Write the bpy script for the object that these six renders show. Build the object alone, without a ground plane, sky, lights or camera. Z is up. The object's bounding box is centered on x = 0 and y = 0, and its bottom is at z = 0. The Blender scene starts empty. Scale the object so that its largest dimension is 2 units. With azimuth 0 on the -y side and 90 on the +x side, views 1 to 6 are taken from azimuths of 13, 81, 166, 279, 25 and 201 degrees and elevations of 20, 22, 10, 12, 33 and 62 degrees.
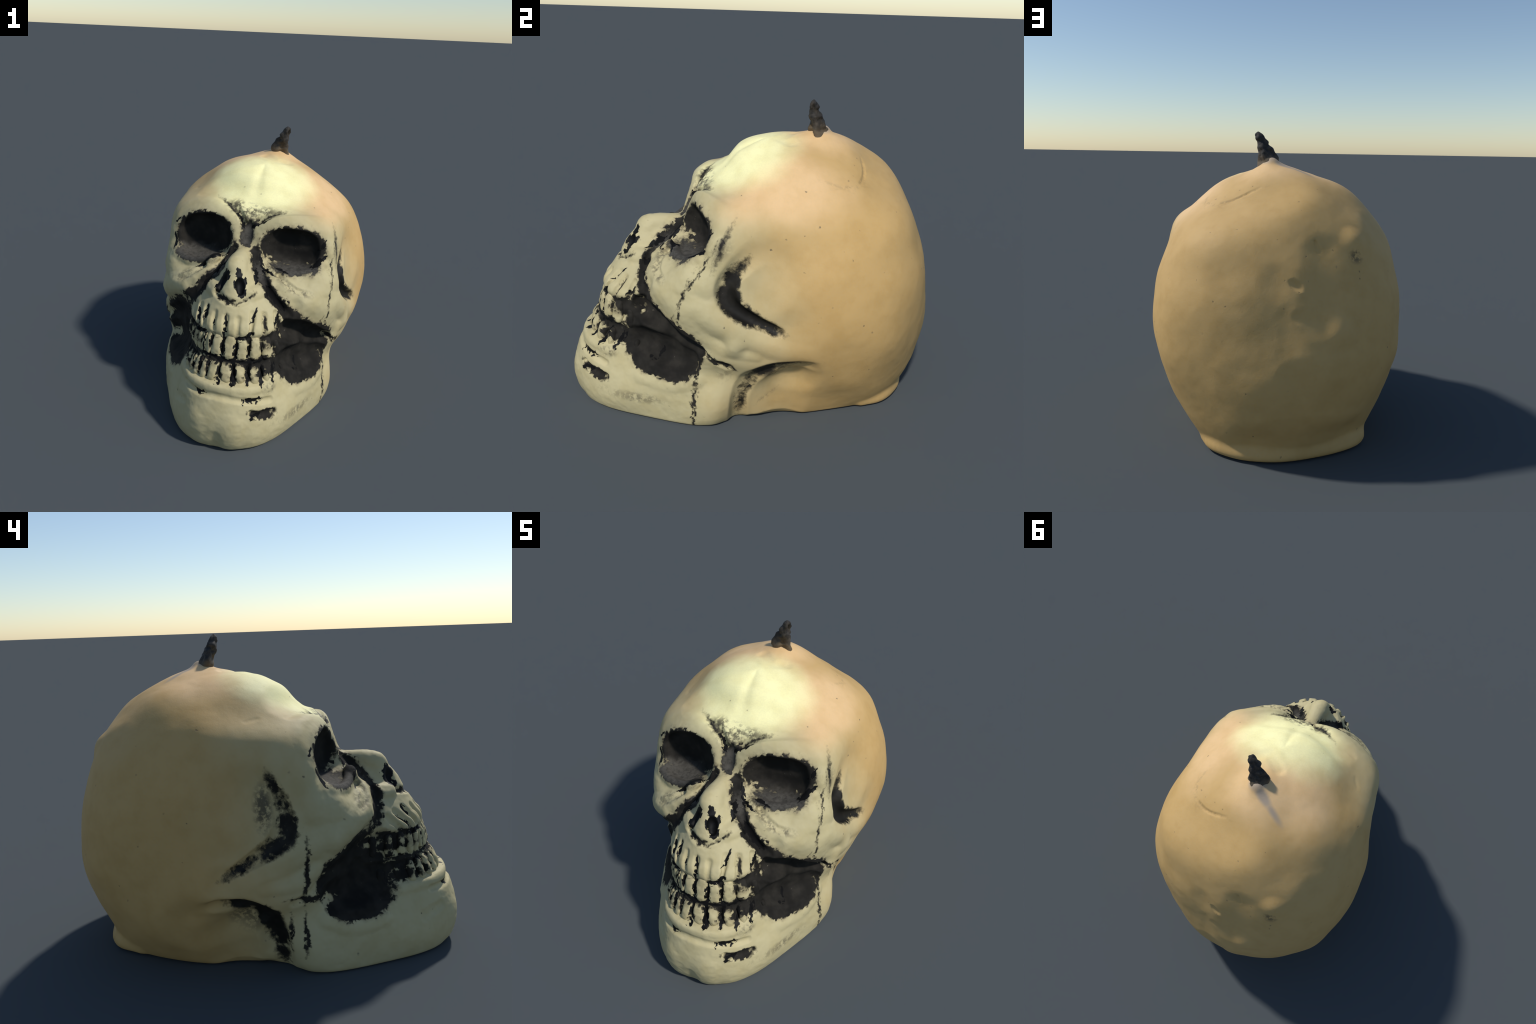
"""Bone-coloured skull (a moulded candle) with dark painted hollows, jagged black cracks and a burnt wick.

The body is sculpted as a signed-distance field: a loft of radii around the skull's centre gives the
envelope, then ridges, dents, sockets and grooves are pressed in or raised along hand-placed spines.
The field is turned into one smooth surface, which is then split into anatomical parts.
Frame: face looks along -y, skull's left side is +x, z up.
"""
import bpy
import math
import numpy as np
from mathutils import Vector, Matrix

VOXEL = 0.0055
RNG = np.random.default_rng(7)

# ------------------------------------------------------------------ envelope
CENTRE = np.array([0.0, 0.05, 0.60])
AZIMUTHS = [0, 12, 24, 36, 48, 60, 75, 90, 110, 130, 150, 180]          # from the face round to the back
ELEVATIONS = [-50, -38, -28, -18, -8, 2, 12, 22, 32, 44, 56, 68, 80, 90]  # from the base up to the crown
RADII = np.array([
    (1.221, 1.160, 1.100, 1.036, 0.958, 0.833, 0.745, 0.747, 0.775, 0.837, 0.899, 0.970),
    (1.180, 1.138, 1.039, 0.931, 0.849, 0.784, 0.671, 0.659, 0.729, 0.828, 0.936, 0.974),
    (1.171, 1.129, 0.978, 0.824, 0.730, 0.660, 0.640, 0.647, 0.723, 0.830, 0.917, 1.004),
    (1.082, 1.009, 0.796, 0.697, 0.660, 0.645, 0.639, 0.649, 0.717, 0.819, 0.907, 0.973),
    (0.929, 0.873, 0.733, 0.660, 0.648, 0.629, 0.611, 0.630, 0.703, 0.812, 0.903, 0.958),
    (0.866, 0.829, 0.709, 0.667, 0.674, 0.642, 0.604, 0.608, 0.697, 0.818, 0.901, 0.922),
    (0.809, 0.746, 0.703, 0.702, 0.688, 0.646, 0.608, 0.623, 0.705, 0.829, 0.906, 0.905),
    (0.754, 0.658, 0.655, 0.657, 0.692, 0.655, 0.630, 0.639, 0.730, 0.835, 0.908, 0.908),
    (0.652, 0.605, 0.592, 0.624, 0.661, 0.692, 0.670, 0.674, 0.750, 0.849, 0.916, 0.915),
    (0.589, 0.604, 0.628, 0.683, 0.716, 0.735, 0.739, 0.742, 0.782, 0.840, 0.881, 0.934),
    (0.648, 0.662, 0.692, 0.713, 0.722, 0.728, 0.737, 0.752, 0.784, 0.828, 0.868, 0.911),
    (0.692, 0.697, 0.701, 0.708, 0.721, 0.737, 0.756, 0.774, 0.797, 0.821, 0.848, 0.895),
    (0.747, 0.754, 0.761, 0.768, 0.775, 0.781, 0.788, 0.795, 0.805, 0.813, 0.821, 0.833),
    (0.797,) * 12,
])
# the head is a little lopsided: added on the left (+x), taken away on the right
LEAN_AZIMUTHS = [0, 30, 60, 90, 115, 135, 157, 180]
LEAN_ELEVATIONS = [-50, -25, -5, 15, 32, 48, 65, 90]
LEAN = np.array([
    (0, -0.014, 0.006, 0.000, -0.010, -0.007, -0.010, 0),
    (0, 0.028, 0.005, -0.010, -0.026, -0.013, -0.002, 0),
    (0, 0.036, 0.014, 0.004, 0.000, -0.010, -0.020, 0),
    (0, 0.018, 0.008, 0.007, -0.002, -0.010, -0.018, 0),
    (0, 0.000, -0.008, -0.006, -0.024, -0.019, -0.018, 0),
    (0, -0.008, -0.014, -0.022, -0.027, -0.025, -0.027, 0),
    (0, -0.009, -0.015, -0.017, -0.017, -0.015, -0.010, 0),
    (0,) * 8,
])


def spline_basis(knots, x, flat_ends):
    """Weights that interpolate values at the knots with a cubic spline."""
    k = np.array(knots, float)
    n, h = len(k), np.diff(k)
    a, b = np.zeros((n, n)), np.zeros((n, n))
    for i in range(1, n - 1):
        a[i, i - 1:i + 2] = h[i - 1], 2 * (h[i - 1] + h[i]), h[i]
        b[i, i - 1:i + 2] = 6 / h[i - 1], -6 / h[i - 1] - 6 / h[i], 6 / h[i]
    for i, j, w in ((0, 1, h[0]), (n - 1, n - 2, h[-1])):
        if flat_ends:
            a[i, i], a[i, j], b[i, i], b[i, j] = 2 * w, w, -6 / w, 6 / w
        else:
            a[i, i] = 1
    m = np.linalg.solve(a, b)
    x = np.asarray(x, float)
    i = np.clip(np.searchsorted(k, x, side="right") - 1, 0, n - 2)
    w = h[i]
    s = (k[i + 1] - x) / w
    t = 1 - s
    out = np.zeros((len(x), n))
    r = np.arange(len(x))
    out[r, i] += s
    out[r, i + 1] += t
    return out + ((s**3 - s) * w**2 / 6)[:, None] * m[i] + ((t**3 - t) * w**2 / 6)[:, None] * m[i + 1]


FINE = (spline_basis(ELEVATIONS, np.arange(-50, 91), False) @ RADII
        @ spline_basis(AZIMUTHS, np.arange(0, 181), True).T)                 # 141 x 181, one per degree
FINE_LEAN = (spline_basis(LEAN_ELEVATIONS, np.arange(-50, 91), False) @ LEAN
             @ spline_basis(LEAN_AZIMUTHS, np.arange(0, 181), False).T)
FINE_DE, FINE_DA = np.gradient(FINE, math.radians(1))


def lookup(table, i, j, s, t):
    return (table[i, j] * (1 - s) * (1 - t) + table[i + 1, j] * s * (1 - t)
            + table[i, j + 1] * (1 - s) * t + table[i + 1, j + 1] * s * t)


def envelope(x, y, z):
    """Approximate signed distance to the envelope."""
    x, y, z = np.broadcast_arrays(x - CENTRE[0], y - CENTRE[1], z - CENTRE[2])
    r = np.sqrt(x * x + y * y + z * z) + 1e-6
    az = np.degrees(np.arctan2(x, -y))
    hand = np.sign(az)
    az = np.abs(az)
    el = np.clip(np.degrees(np.arcsin(np.clip(z / r, -1, 1))), -50, 90)
    i = np.clip((el + 50).astype(np.int32), 0, 139)
    j = np.clip(az.astype(np.int32), 0, 179)
    s, t = el + 50 - i, az - j
    big = lookup(FINE, i, j, s, t) + hand * lookup(FINE_LEAN, i, j, s, t)
    slope_e = lookup(FINE_DE, i, j, s, t) / big
    slope_a = lookup(FINE_DA, i, j, s, t) / (big * np.maximum(np.cos(np.radians(el)), 0.15))
    return (r - big) / np.sqrt(1 + slope_e**2 + slope_a**2)


def front_y(x, z):
    """y of the envelope's front at (x, z)."""
    ys = np.arange(-1.1, 0.1, 0.002)
    return float(ys[np.argmax(envelope(np.full_like(ys, x), ys, np.full_like(ys, z)) < 0)])


# ------------------------------------------------------------------ noise
def lattice_noise(p, scale, seed):
    """Smooth value noise in -1..1 at points p (n, 3)."""
    q = p * scale + seed * 17.13
    i = np.floor(q).astype(np.int64)
    f = q - i
    f = f * f * f * (f * (f * 6 - 15) + 10)
    out = 0
    for dx in (0, 1):
        for dy in (0, 1):
            for dz in (0, 1):
                h = (i[:, 0] + dx) * 374761393 + (i[:, 1] + dy) * 668265263 + (i[:, 2] + dz) * 2147483647 + seed * 1274126177
                h = (h ^ (h >> 13)) * 1274126177 & 0x7FFFFFFF
                h = (h ^ (h >> 16)) & 0xFFFF
                w = (f[:, 0] if dx else 1 - f[:, 0]) * (f[:, 1] if dy else 1 - f[:, 1]) * (f[:, 2] if dz else 1 - f[:, 2])
                out = out + w * (h / 32767.5 - 1)
    return out


# ------------------------------------------------------------------ the field and its tools
LOW, HIGH = np.array([-0.74, -1.06, -0.03]), np.array([0.74, 1.08, 1.52])
COUNT = np.ceil((HIGH - LOW) / VOXEL).astype(int) + 1
AX = [(LOW[i] + VOXEL * np.arange(COUNT[i])).astype(np.float32) for i in range(3)]
FIELD = np.empty(tuple(COUNT), np.float32)
for k in range(0, COUNT[0], 24):
    FIELD[k:k + 24] = envelope(AX[0][k:k + 24, None, None], AX[1][None, :, None], AX[2][None, None, :])


def window(points, margin):
    p = np.asarray(points, float)
    a = np.clip(((p.min(0) - margin - LOW) / VOXEL).astype(int), 0, COUNT - 1)
    b = np.clip(((p.max(0) + margin - LOW) / VOXEL).astype(int) + 2, 1, COUNT)
    sl = tuple(slice(u, v) for u, v in zip(a, b))
    return sl, AX[0][sl[0]][:, None, None], AX[1][sl[1]][None, :, None], AX[2][sl[2]][None, None, :]


def smooth_path(points, per=5):
    """Catmull-Rom through the control points; extra columns (radii) are carried along."""
    p = np.asarray(points, float)
    if len(p) < 3:
        return p
    q = np.vstack([2 * p[0] - p[1], p, 2 * p[-1] - p[-2]])
    t = np.linspace(0, 1, per, endpoint=False)[:, None]
    out = []
    for a, b, c, d in zip(q, q[1:], q[2:], q[3:]):
        out.append(0.5 * (2 * b + (c - a) * t + (2 * a - 5 * b + 4 * c - d) * t**2 + (3 * b - a - 3 * c + d) * t**3))
    return np.vstack(out + [p[-1:]])


def filled(points, radius):
    """Spine points as (x, y, z, radius, strength)."""
    return [(*q, radius, 1.0) if len(q) == 3 else (*q, 1.0) if len(q) == 4 else tuple(q) for q in points]


def along(points, radius, x, y, z, relative):
    """Distance to a tube along a spine (in radii if relative), and the spine's strength at the nearest place."""
    p = smooth_path(filled(points, radius))
    if len(p) == 1:
        p = np.vstack([p, p + 1e-4])
    best = strength = None
    for a, b in zip(p, p[1:]):
        v = b[:3] - a[:3]
        h = np.clip(((x - a[0]) * v[0] + (y - a[1]) * v[1] + (z - a[2]) * v[2]) / (v @ v + 1e-12), 0, 1)
        d = np.sqrt((x - a[0] - h * v[0])**2 + (y - a[1] - h * v[1])**2 + (z - a[2] - h * v[2])**2)
        r = a[3] + h * (b[3] - a[3])
        d = d / r if relative else d - r
        w = a[4] + h * (b[4] - a[4])
        if best is None:
            best, strength = d, w
        else:
            strength = np.where(d < best, w, strength)
            best = np.minimum(best, d)
    return best, strength


def reach(points, radius):
    return max(q[3] for q in filled(points, radius))


def press(points, radius, depth, edge=0.2):
    """Push the surface in along a spine (depth > 0) or raise it (depth < 0); edge 0..1 is the flat share of the radius."""
    m = reach(points, radius)
    sl, x, y, z = window([q[:3] for q in points], m * 1.3)
    d, w = along(points, radius, x, y, z, True)
    t = np.clip((1 - d) / (1 - edge), 0, 1)
    FIELD[sl] += (depth * w * t * t * (3 - 2 * t)).astype(np.float32)


def smin(a, b, k):
    h = np.clip(0.5 + 0.5 * (b - a) / k, 0, 1)
    return b + (a - b) * h - k * h * (1 - h)


def add_tube(points, radius, k):
    sl, x, y, z = window([q[:3] for q in points], reach(points, radius) + 2 * k + 0.03)
    FIELD[sl] = smin(FIELD[sl], along(points, radius, x, y, z, False)[0].astype(np.float32), k)


def carve_tube(points, radius, k):
    sl, x, y, z = window([q[:3] for q in points], reach(points, radius) + 2 * k + 0.03)
    FIELD[sl] = -smin(-FIELD[sl], along(points, radius, x, y, z, False)[0].astype(np.float32), k)


def carve_socket(cx, cz, half_w, half_h, tilt, back, taper, k):
    """A flat-backed eye socket: a rounded tube along y that ends at y = back."""
    sl, x, y, z = window([(cx - half_w, -0.62, cz - half_w), (cx + half_w, back, cz + half_w)], 0.06)
    c, s = math.cos(math.radians(tilt)), math.sin(math.radians(tilt))
    shrink = 1 - taper * np.clip((y + 0.42) / 0.2, 0, 1.3)
    u, w = ((x - cx) * c + (z - cz) * s) / half_w, (-(x - cx) * s + (z - cz) * c) / half_h
    d = ((np.abs(u)**2.5 + np.abs(w)**2.5)**0.4 - shrink) * half_h
    wall = back - 0.35 * np.clip(0.265 - np.abs(x), 0, 1)          # shallower towards the nose
    d = -smin(-d, -(y - wall) + 0 * d, 0.05)
    FIELD[sl] = -smin(-FIELD[sl], d.astype(np.float32), k)


def both(points):
    return points, [(-q[0], *q[1:]) for q in points]


# ------------------------------------------------------------------ sculpting
# forehead and brows: the skull's right brow arches higher than the left one
add_tube([(0.076, -0.335, 0.99, .028), (0.088, -0.300, 1.080, .034), (0.165, -0.268, 1.130, .038), (0.27, -0.233, 1.140, .038),
          (0.375, -0.200, 1.122, .036), (0.438, -0.200, 1.06, .034), (0.452, -0.250, 0.97, .030)], .04, 0.03)
add_tube([(-0.072, -0.340, 0.99, .028), (-0.086, -0.306, 1.080, .034), (-0.145, -0.258, 1.145, .038), (-0.25, -0.222, 1.178, .040),
          (-0.355, -0.200, 1.150, .038), (-0.432, -0.205, 1.09, .036), (-0.452, -0.258, 0.99, .030)], .04, 0.03)
press([(0.06, -0.305, 1.125), (0.12, -0.29, 1.165), (0.20, -0.265, 1.190), (0.29, -0.225, 1.198), (0.39, -0.18, 1.185, .03, .3)], .034, 0.024)
press([(-0.035, -0.305, 1.11), (-0.085, -0.28, 1.172), (-0.16, -0.25, 1.222), (-0.26, -0.20, 1.250), (-0.36, -0.16, 1.23, .03, .3)], .034, 0.026)
press([(0.0, -0.33, 1.10, .045), (0.0, -0.365, 1.03, .04)], .04, 0.025)

press([(-0.25, -0.16, 1.27, .15), (0.0, -0.20, 1.23, .16), (0.25, -0.17, 1.25, .14)], .15, 0.018)

# eye sockets and the lower rims
carve_socket(0.275, 0.995, 0.190, 0.124, -5, -0.255, 0.30, 0.022)
carve_socket(-0.274, 1.020, 0.196, 0.142, 8, -0.250, 0.30, 0.022)
add_tube([(0.20, -0.435, 0.878, .022), (0.30, -0.425, 0.862, .026), (0.40, -0.375, 0.868, .026), (0.455, -0.315, 0.905, .024)], .02, 0.02)
add_tube([(-0.15, -0.430, 0.925, .018), (-0.24, -0.435, 0.885, .022), (-0.34, -0.41, 0.868, .026), (-0.43, -0.355, 0.885, .026)], .02, 0.02)

# nose
add_tube([(0.0, -0.33, 0.945, .038), (-0.004, -0.43, 0.946, .046), (-0.006, -0.545, 0.932, .058),
          (0.005, -0.586, 0.868, .070), (0.015, -0.618, 0.815, .078)], .05, 0.025)
carve_tube([(0.040, -0.665, 0.915, .010), (0.047, -0.668, 0.875, .030), (0.052, -0.682, 0.832, .020)], .02, 0.006)
carve_tube([(-0.044, -0.642, 0.910, .016), (-0.058, -0.645, 0.872, .027), (-0.070, -0.660, 0.832, .018)], .02, 0.006)
press([(-0.085, -0.665, 0.80), (-0.02, -0.72, 0.785), (0.06, -0.728, 0.782), (0.12, -0.675, 0.81)], .026, 0.018)

for path in both([(0.17, -0.46, 0.925, .045), (0.19, -0.51, 0.86, .055), (0.15, -0.60, 0.825, .06), (0.11, -0.65, 0.81, .05)]):
    press(path, .06, -0.022)
# furrows from the inner eye corners past the nose into the cheek hollows
for path in both([(0.068, -0.405, 0.985, .028), (0.085, -0.465, 0.930, .034), (0.128, -0.515, 0.878, .032),
                  (0.170, -0.555, 0.829, .034), (0.225, -0.585, 0.765, .045), (0.30, -0.585, 0.69, .05)]):
    press(path, .04, 0.028, 0.15)

# cheekbones and the arches that run back to the ears
for path in both([(0.24, -0.500, 0.825, .06), (0.33, -0.505, 0.765, .075), (0.41, -0.450, 0.715, .085), (0.48, -0.375, 0.665, .08)]):
    press(path, .07, -0.026)
left_arch, right_arch = both([(0.52, -0.330, 0.69, .08, .7), (0.56, -0.20, 0.60, .08), (0.605, -0.02, 0.515, .07, .6), (0.62, 0.14, 0.48, .075, .15), (0.62, 0.30, 0.475, .09, 0)])
press(left_arch, .08, -0.028)
press(right_arch, .08, -0.014)
for path in both([(0.48, -0.24, 0.99, .06), (0.50, -0.27, 0.90, .06), (0.52, -0.29, 0.80, .07)]):
    press(path, .06, -0.014)
for path in both([(0.22, -0.475, 0.868), (0.28, -0.51, 0.835), (0.34, -0.515, 0.802), (0.40, -0.49, 0.785, .026, .3)]):
    press(path, .030, 0.022)

for side in (1, -1):
    press([(side * 0.52, -0.30, 0.53, .05, .5), (side * 0.55, -0.19, 0.475, .05), (side * 0.59, -0.05, 0.455, .04, .5)], .05, -0.016)

# temples: a crescent pit behind each cheekbone
press([(0.55, 0.06, 1.06, .10, 0), (0.55, -0.08, 0.96, .075, .25), (0.54, -0.19, 0.84, .055), (0.545, -0.20, 0.75, .065),
       (0.56, -0.14, 0.68, .055), (0.595, 0.00, 0.61, .04, .8), (0.62, 0.08, 0.58, .03, 0)], .05, 0.052, 0.1)
press([(-0.55, 0.02, 1.06, .08, 0), (-0.55, -0.08, 0.95, .06, .25), (-0.545, -0.135, 0.83, .06), (-0.545, -0.15, 0.74, .065),
       (-0.565, -0.10, 0.66, .055), (-0.60, 0.04, 0.57, .04, .8), (-0.63, 0.12, 0.53, .03, 0)], .05, 0.052, 0.1)
for path in both([(0.57, 0.03, 0.90, .16), (0.58, -0.02, 0.78, .14)]):
    press(path, .15, 0.016)

# hollows between cheekbone, teeth and jaw
for side, deeper in ((1, 0.0), (-1, 0.022)):
    press([(side * x, y, z, r) for x, y, z, r in ((0.30, -0.600, 0.60, .075), (0.38, -0.51, 0.56, .080), (0.45, -0.41, 0.495, .070), (0.495, -0.33, 0.455, .05))], .1, 0.082 + deeper, 0.35)
    press([(side * x, y, z, r) for x, y, z, r in ((0.325, -0.615, 0.43, .085), (0.395, -0.49, 0.40, .11), (0.45, -0.38, 0.38, .09))], .1, 0.060 + deeper, 0.35)

# lower jaw: rear branch, the recess behind it, body edge
for path in both([(0.53, -0.24, 0.44, .07), (0.53, -0.24, 0.28, .08), (0.51, -0.26, 0.06, .08)]):
    press(path, .08, -0.008)
for path in both([(0.61, 0.26, 0.39, .05, 0), (0.61, 0.12, 0.385, .05, .6), (0.60, 0.02, 0.365, .055), (0.555, -0.08, 0.29, .06), (0.525, -0.125, 0.16, .06), (0.48, -0.13, 0.0, .06)]):
    press(path, .06, 0.046)
press([(-0.61, 0.16, 0.39, .06, .5), (-0.59, 0.02, 0.36, .065), (-0.55, -0.07, 0.28, .07), (-0.51, -0.11, 0.12, .065, .6), (-0.48, -0.12, 0.0, .06, .2)], .06, 0.034)
press([(0.59, 0.10, 0.29, .14)], .14, 0.014)
for path in both([(0.55, 0.10, 0.24, .16), (0.50, 0.10, 0.06, .15)]):
    press(path, .16, 0.026)
press([(-0.60, 0.06, 0.28, .17), (-0.60, 0.28, 0.27, .18, .7)], .2, 0.036)
for path in both([(0.50, -0.32, 0.465), (0.55, -0.19, 0.375)]):
    press(path, .03, 0.016)
for path in both([(0.375, -0.62, 0.235, .05), (0.44, -0.47, 0.215, .05), (0.49, -0.33, 0.27, .05)]):
    press(path, .05, -0.012)

# dental arches: the bone steps back behind both rows of teeth
for z, depth in ((0.59, .024), (0.53, .032), (0.455, .034), (0.41, .022)):
    arch = [(x, front_y(x, z), z) for x in (-0.30, -0.25, -0.18, -0.09, 0.0, 0.09, 0.18, 0.25, 0.30)]
    press(arch, .052, depth * 0.8, 0.25)
press([(x, front_y(x, 0.495), 0.495) for x in (-0.27, -0.2, -0.1, 0.0, 0.1, 0.2, 0.27)], .02, 0.022)
upper_gum = [(x, front_y(x, z), z) for x, z in ((-0.29, .62), (-0.22, .645), (-0.11, .665), (0.0, .668), (0.11, .665), (0.22, .64), (0.29, .605))]
press(upper_gum, .045, -0.007)
lower_gum = [(x, front_y(x, z), z) for x, z in ((-0.27, .34), (-0.2, .355), (-0.1, .365), (0.0, .37), (0.1, .365), (0.2, .35), (0.27, .335))]
press(lower_gum, .035, -0.010)
# root ridges on the upper jaw, separated by furrows
for top, bottom, depth in (((-0.22, .70), (-0.205, .63), .014), ((-0.178, .715), (-0.162, .64), .016), ((-0.128, .725), (-0.122, .65), .018), ((-0.066, .72), (-0.060, .65), .010),
                           ((0.001, .715), (0.011, .63), .013), ((0.069, .71), (0.079, .63), .008), ((0.14, .73), (0.144, .62), .015),
                           ((0.195, .72), (0.209, .63), .012), ((0.252, .715), (0.268, .59), .018)):
    (xa, za), (xb, zb) = top, bottom
    press([(xa, front_y(xa, za), za), (xb, front_y(xb, zb), zb)], .022, depth * 1.45)

# chin: crease under the lower gum, dimples, central cleft
crease = [(x, front_y(x, z), z) for x, z in ((-0.20, .322), (-0.106, .321), (0.0, .326), (0.08, .320), (0.14, .310), (0.218, .292), (0.28, .27))]
press(crease, .022, 0.020)
press([(0.19, -0.92, 0.238, .022), (0.235, -0.895, 0.213, .030), (0.30, -0.805, 0.198, .024)], .03, 0.022)
press([(-0.19, -0.90, 0.235, .03), (-0.28, -0.82, 0.21, .04)], .03, 0.012)
press([(0.02, -0.99, 0.10, .05), (0.02, -0.96, 0.0, .05)], .05, 0.006)
for path in both([(0.11, -0.975, 0.17, .09), (0.10, -0.975, 0.06, .09)]):
    press(path, .09, -0.009)

# crown: a peak drawn up round the wick
add_tube([(0.035, 0.325, 1.30, .10), (0.035, 0.325, 1.375, .055), (0.032, 0.335, 1.42, .034), (0.030, 0.345, 1.445, .022)], .05, 0.07)
press([(0.12, 0.16, 1.40, .05), (0.05, 0.13, 1.41, .05), (-0.03, 0.2, 1.41, .05)], .05, 0.010)

# back of the head: flattened fields with soft borders and small pits
press([(-0.10, 0.86, 1.03, .12), (-0.12, 0.92, 0.90, .16), (-0.05, 0.97, 0.74, .12)], .15, 0.012, 0.0)
press([(-0.04, 0.98, 0.72, .17), (-0.06, 1.0, 0.52, .17)], .17, -0.010)
press([(-0.26, 0.86, 0.12, .13, .7), (0.0, 0.93, 0.14, .16), (0.24, 0.86, 0.12, .13, .7)], .1, 0.034, 0.0)
press([(0.18, 0.84, 1.02, .18), (0.36, 0.82, 0.95, .16)], .1, 0.008, 0.0)
press([(-0.27, 0.80, 1.075)], .09, -0.022, 0.0)
for path, depth in (([(0.20, 0.81, 1.075, .012), (0.225, 0.83, 1.045, .020), (0.245, 0.845, 1.015, .008)], .018), ([(0.28, 0.815, 1.01, .010), (0.345, 0.828, 0.968, .024), (0.375, 0.835, 0.945, .008)], .014),
                    ([(0.07, 0.895, 0.915, .010), (0.040, 0.91, 0.895, .030), (0.0, 0.935, 0.865, .010)], .014), ([(-0.07, 0.82, 1.085, .010), (-0.085, 0.85, 1.045, .020)], .014),
                    ([(-0.225, 0.80, 1.075, .008), (-0.255, 0.805, 1.058, .014), (-0.28, 0.81, 1.05, .006)], .012), ([(0.04, 0.97, 0.76, .05), (-0.04, 0.985, 0.735, .05)], .008),
                    ([(0.385, 0.861, 0.733, .014)], .007), ([(0.475, 0.70, 1.015, .007), (0.470, 0.71, 0.985, .007)], .007), ([(-0.32, 0.17, 1.295, .014), (-0.34, 0.20, 1.285, .010)], .007),
                    ([(-0.50, 0.12, 1.135, .014), (-0.505, 0.14, 1.12, .010)], .007), ([(-0.40, -0.02, 1.20, .03), (-0.43, 0.03, 1.19, .03)], .005)):
    press(path, .02, depth)
press([(0.39, 0.333, 1.275), (0.40, 0.42, 1.235), (0.27, 0.505, 1.255), (0.126, 0.533, 1.331)], .012, 0.006)
press([(0.60, 0.27, 0.865), (0.61, 0.38, 0.885)], .014, 0.006)

# unevenness of the casting: shallow swells (negative) and dips
for x, y, z, r, depth in (
        (-0.55, 0.00, 0.32, .07, .030), (-0.50, -0.07, 0.20, .08, .040), (-0.64, 0.13, 0.50, .10, .020), (0.57, 0.15, 0.31, .15, .024), (0.59, -0.16, 0.50, .07, -.022), (0.61, 0.58, 0.50, .26, -.016),
        (0.46, -0.45, 0.32, .08, .026), (0.39, -0.46, 0.46, .08, .026), (0.26, -0.61, 0.60, .05, -.024), (0.345, -0.57, 0.735, .055, .020), (-0.33, -0.48, 0.48, .09, .040), (-0.40, -0.40, 0.57, .06, -.018),
        (-0.28, -0.57, 0.78, .06, .014), (-0.45, 0.03, 1.23, .24, .018), (0.15, 0.01, 1.37, .18, .016), (0.05, 0.62, 1.30, .20, .016), (-0.35, 0.48, 1.28, .22, -.022),
        (0.04, 1.00, 0.46, .13, .014), (-0.17, 0.97, 0.67, .10, -.014), (0.07, 0.96, 0.25, .12, .010),
        (-0.52, 0.05, 0.28, .11, .035), (-0.48, -0.09, 0.14, .09, .036), (-0.54, 0.00, 0.30, .08, .025), (-0.63, 0.28, 0.35, .14, .015), (-0.38, -0.40, 0.49, .06, .030), (-0.31, -0.60, 0.34, .08, .014), (-0.53, -0.28, 0.52, .06, -.014),
        (-0.31, -0.55, 0.73, .07, -.014), (-0.02, -0.60, 0.96, .07, -.012), (0.55, 0.16, 0.33, .17, .022), (0.60, -0.17, 0.52, .08, -.016), (0.39, -0.47, 0.34, .09, .020), (0.40, -0.42, 0.50, .06, .020),
        (0.35, -0.56, 0.77, .05, .014), (0.50, -0.31, 0.89, .09, .012), (0.32, -0.16, 1.19, .14, .012), (-0.45, 0.68, 1.10, .16, .014), (0.13, 0.90, 0.91, .11, .010), (-0.53, 0.77, 0.50, .16, -.014)):
    press([(x, y, z)], r, depth, 0.0)

# foot: flat underside with a soft edge, and the flange at the back
add_tube([(0.405, 0.56, 0.03, .03), (0.375, 0.665, 0.04, .042), (0.275, 0.768, 0.036, .042), (0.14, 0.83, 0.034, .04), (0.0, 0.84, 0.034, .04),
          (-0.20, 0.808, 0.034, .04), (-0.34, 0.745, 0.04, .042), (-0.395, 0.62, 0.035, .034)], .04, 0.03)
FIELD[:] = -smin(-FIELD, AX[2][None, None, :] + 0 * FIELD, 0.02)


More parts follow.
